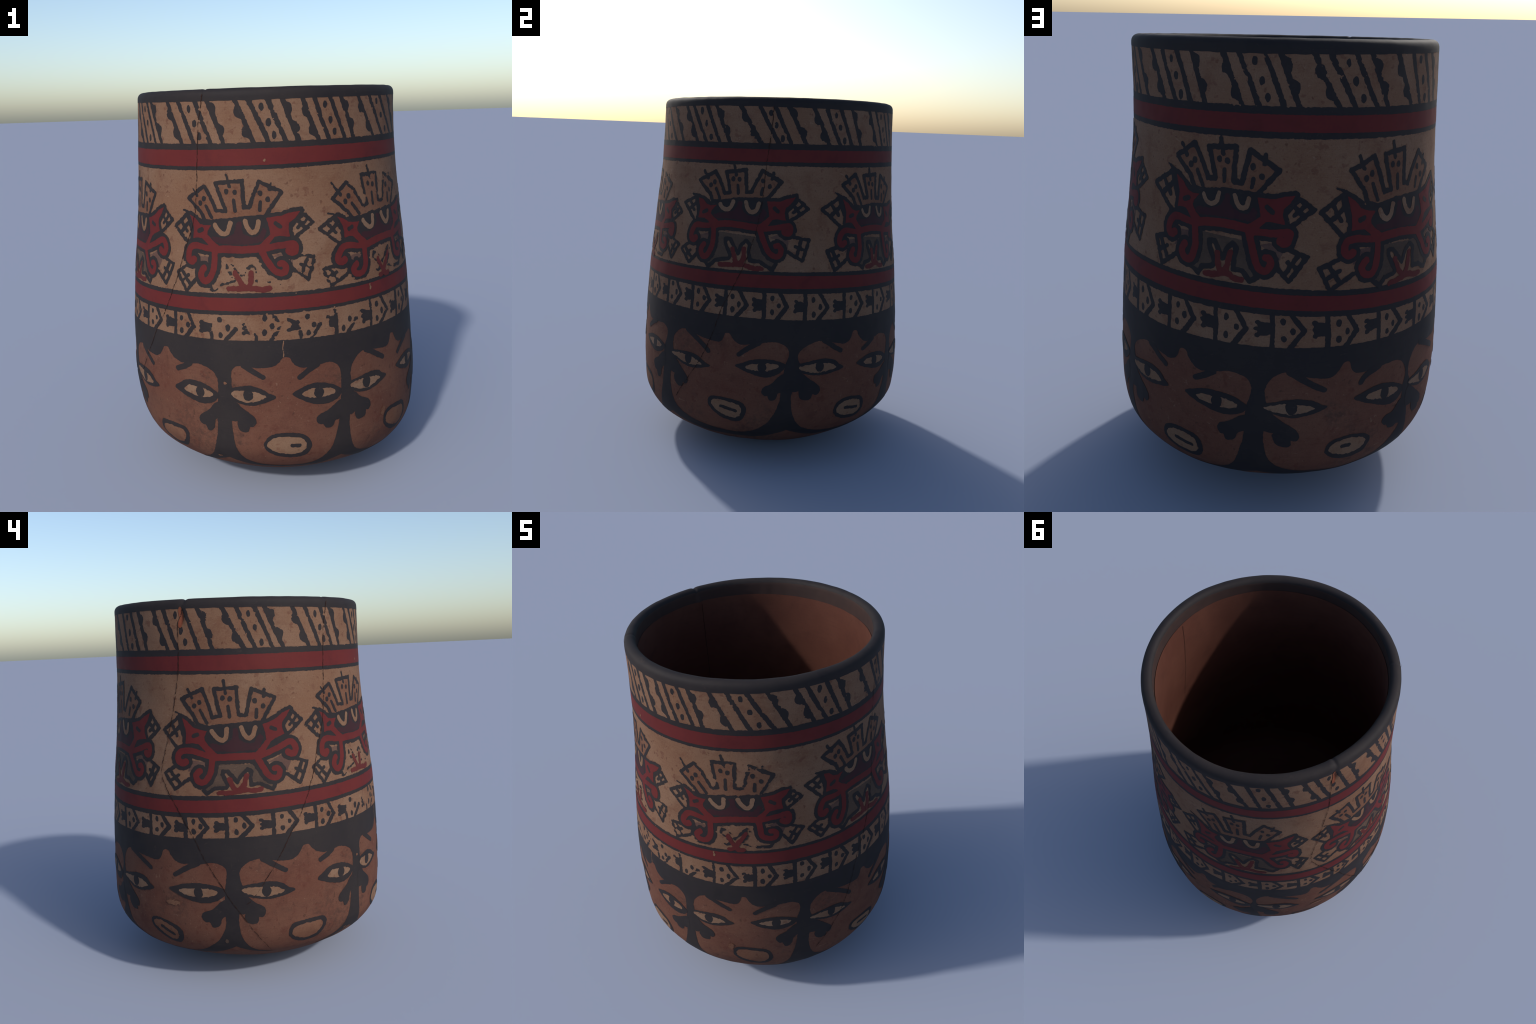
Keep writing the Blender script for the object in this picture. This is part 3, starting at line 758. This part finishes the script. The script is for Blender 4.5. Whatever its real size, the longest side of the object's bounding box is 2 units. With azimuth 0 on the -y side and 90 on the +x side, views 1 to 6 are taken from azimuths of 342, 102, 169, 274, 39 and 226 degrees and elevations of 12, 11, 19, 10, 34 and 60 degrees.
# ---------------------------------------------------------------- mended cracks
CRACKS = [
    [(-1681,1954),(-1691,1903),(-1710,1819),(-1717,1746),(-1726,1636),(-1733,1536),(-1748,1396),(-1816,1199),(-1840,1125),(-1864,1067),(-1916,950),(-1982,841),(-2057,706),(-2176,528),(-2212,491)],
    [(2049,1940),(2040,1915),(2024,1860),(2020,1700),(2012,1623),(1986,1490),(1969,1411),(1938,1289),(1908,1158),(1939,1068),(1988,985),(2032,906),(2080,821),(2124,722),(2206,572),(2280,439),(2434,192)],
    [(111,1945),(107,1849),(94,1755),(82,1648),(68,1457),(40,1297),(-7,1146),(-58,1021),(-118,889),(-171,719),(-243,561),(-381,357)],
]
for k, line in enumerate(CRACKS):
    p = smooth(arr(line), n=14)
    r = np.random.RandomState(90 + k)
    p[1:-1, 0] += np.cumsum(r.uniform(-1, 1, len(p) - 2)) * 0.0004 + r.uniform(-0.0022, 0.0022, len(p) - 2)
    paint("crack", stroke(p, 0.0033, 0.0028), 7.5, "crack_dark", rough=0.0006, wear=0.55)
# the same mends seen on the inside
inside = bpy.data.objects["interior"]
for a0, drift, zb in ((6.5, 7.0, 1.25), (161.0, -6.0, 1.10)):
    zs = np.linspace(1.893, zb, 60); r = np.random.RandomState(int(a0))
    aa = (a0 + drift * (1.893 - zs) + np.cumsum(r.uniform(-1, 1, 60)) * 0.05) * RAD
    V = []
    for k, z in enumerate(zs):
        for s in (-1, 1):
            t = aa[k] + s * 0.0021 * (1 - 0.6 * k / 60)
            q = point([t * SX], [z])[0]; f = (1.9 - z) / 1.3
            rr = math.hypot(q[0], q[1]) - WALL - 0.0035 + 0.006 * f
            V.append((rr * math.cos(t), rr * math.sin(t), z))
    add_object("inner_crack", V, [(2*k, 2*k+1, 2*k+3, 2*k+2) for k in range(59)], "crack_dark", inside)
# bare clay where the chip has lost its paint
paint("chip", poly(smooth(arr([(2040,1950),(2052,1915),(2050,1880),(2036,1852),(2024,1862),(2030,1900),(2028,1935)]), True)), 7, "bare_clay", rough=0.002, wear=0.1)
# hairline in the black hair where pale clay shows
paint("hairline", stroke(smooth(arr([(-1325,845),(-1330,812),(-1326,792),(-1328,772)])), 0.005, 0.004), 4, "pale_slip", rough=0.001, wear=0.5)

# small scuffs where the coat has flaked to paler clay
SCUFFS = [(-1389, 1659, 8, 9, "pale_slip"), (-893, 1054, 9, 4, "pale_slip"), (-888, 1046, 4, 9, "pale_slip"), (-1586, 639, 6, 5, "tan_slip"),
          (-1262, 1064, 4, 3, "pale_slip"), (2163, 782, 4, 4, "grey_slip"), (-826, 412, 14, 22, "tan_slip"), (1947, 486, 34, 12, "tan_slip"),
          (2205, 283, 8, 10, "grey_slip"), (-1646, 249, 12, 5, "tan_slip")]
for x, t, rx, ry, mat in SCUFFS:
    paint("scuff", dot((x * 0.001, t * 0.001), rx * 0.001 + 0.001, ry * 0.001 + 0.001), 6.6, mat, rough=0.004, wear=0.7)
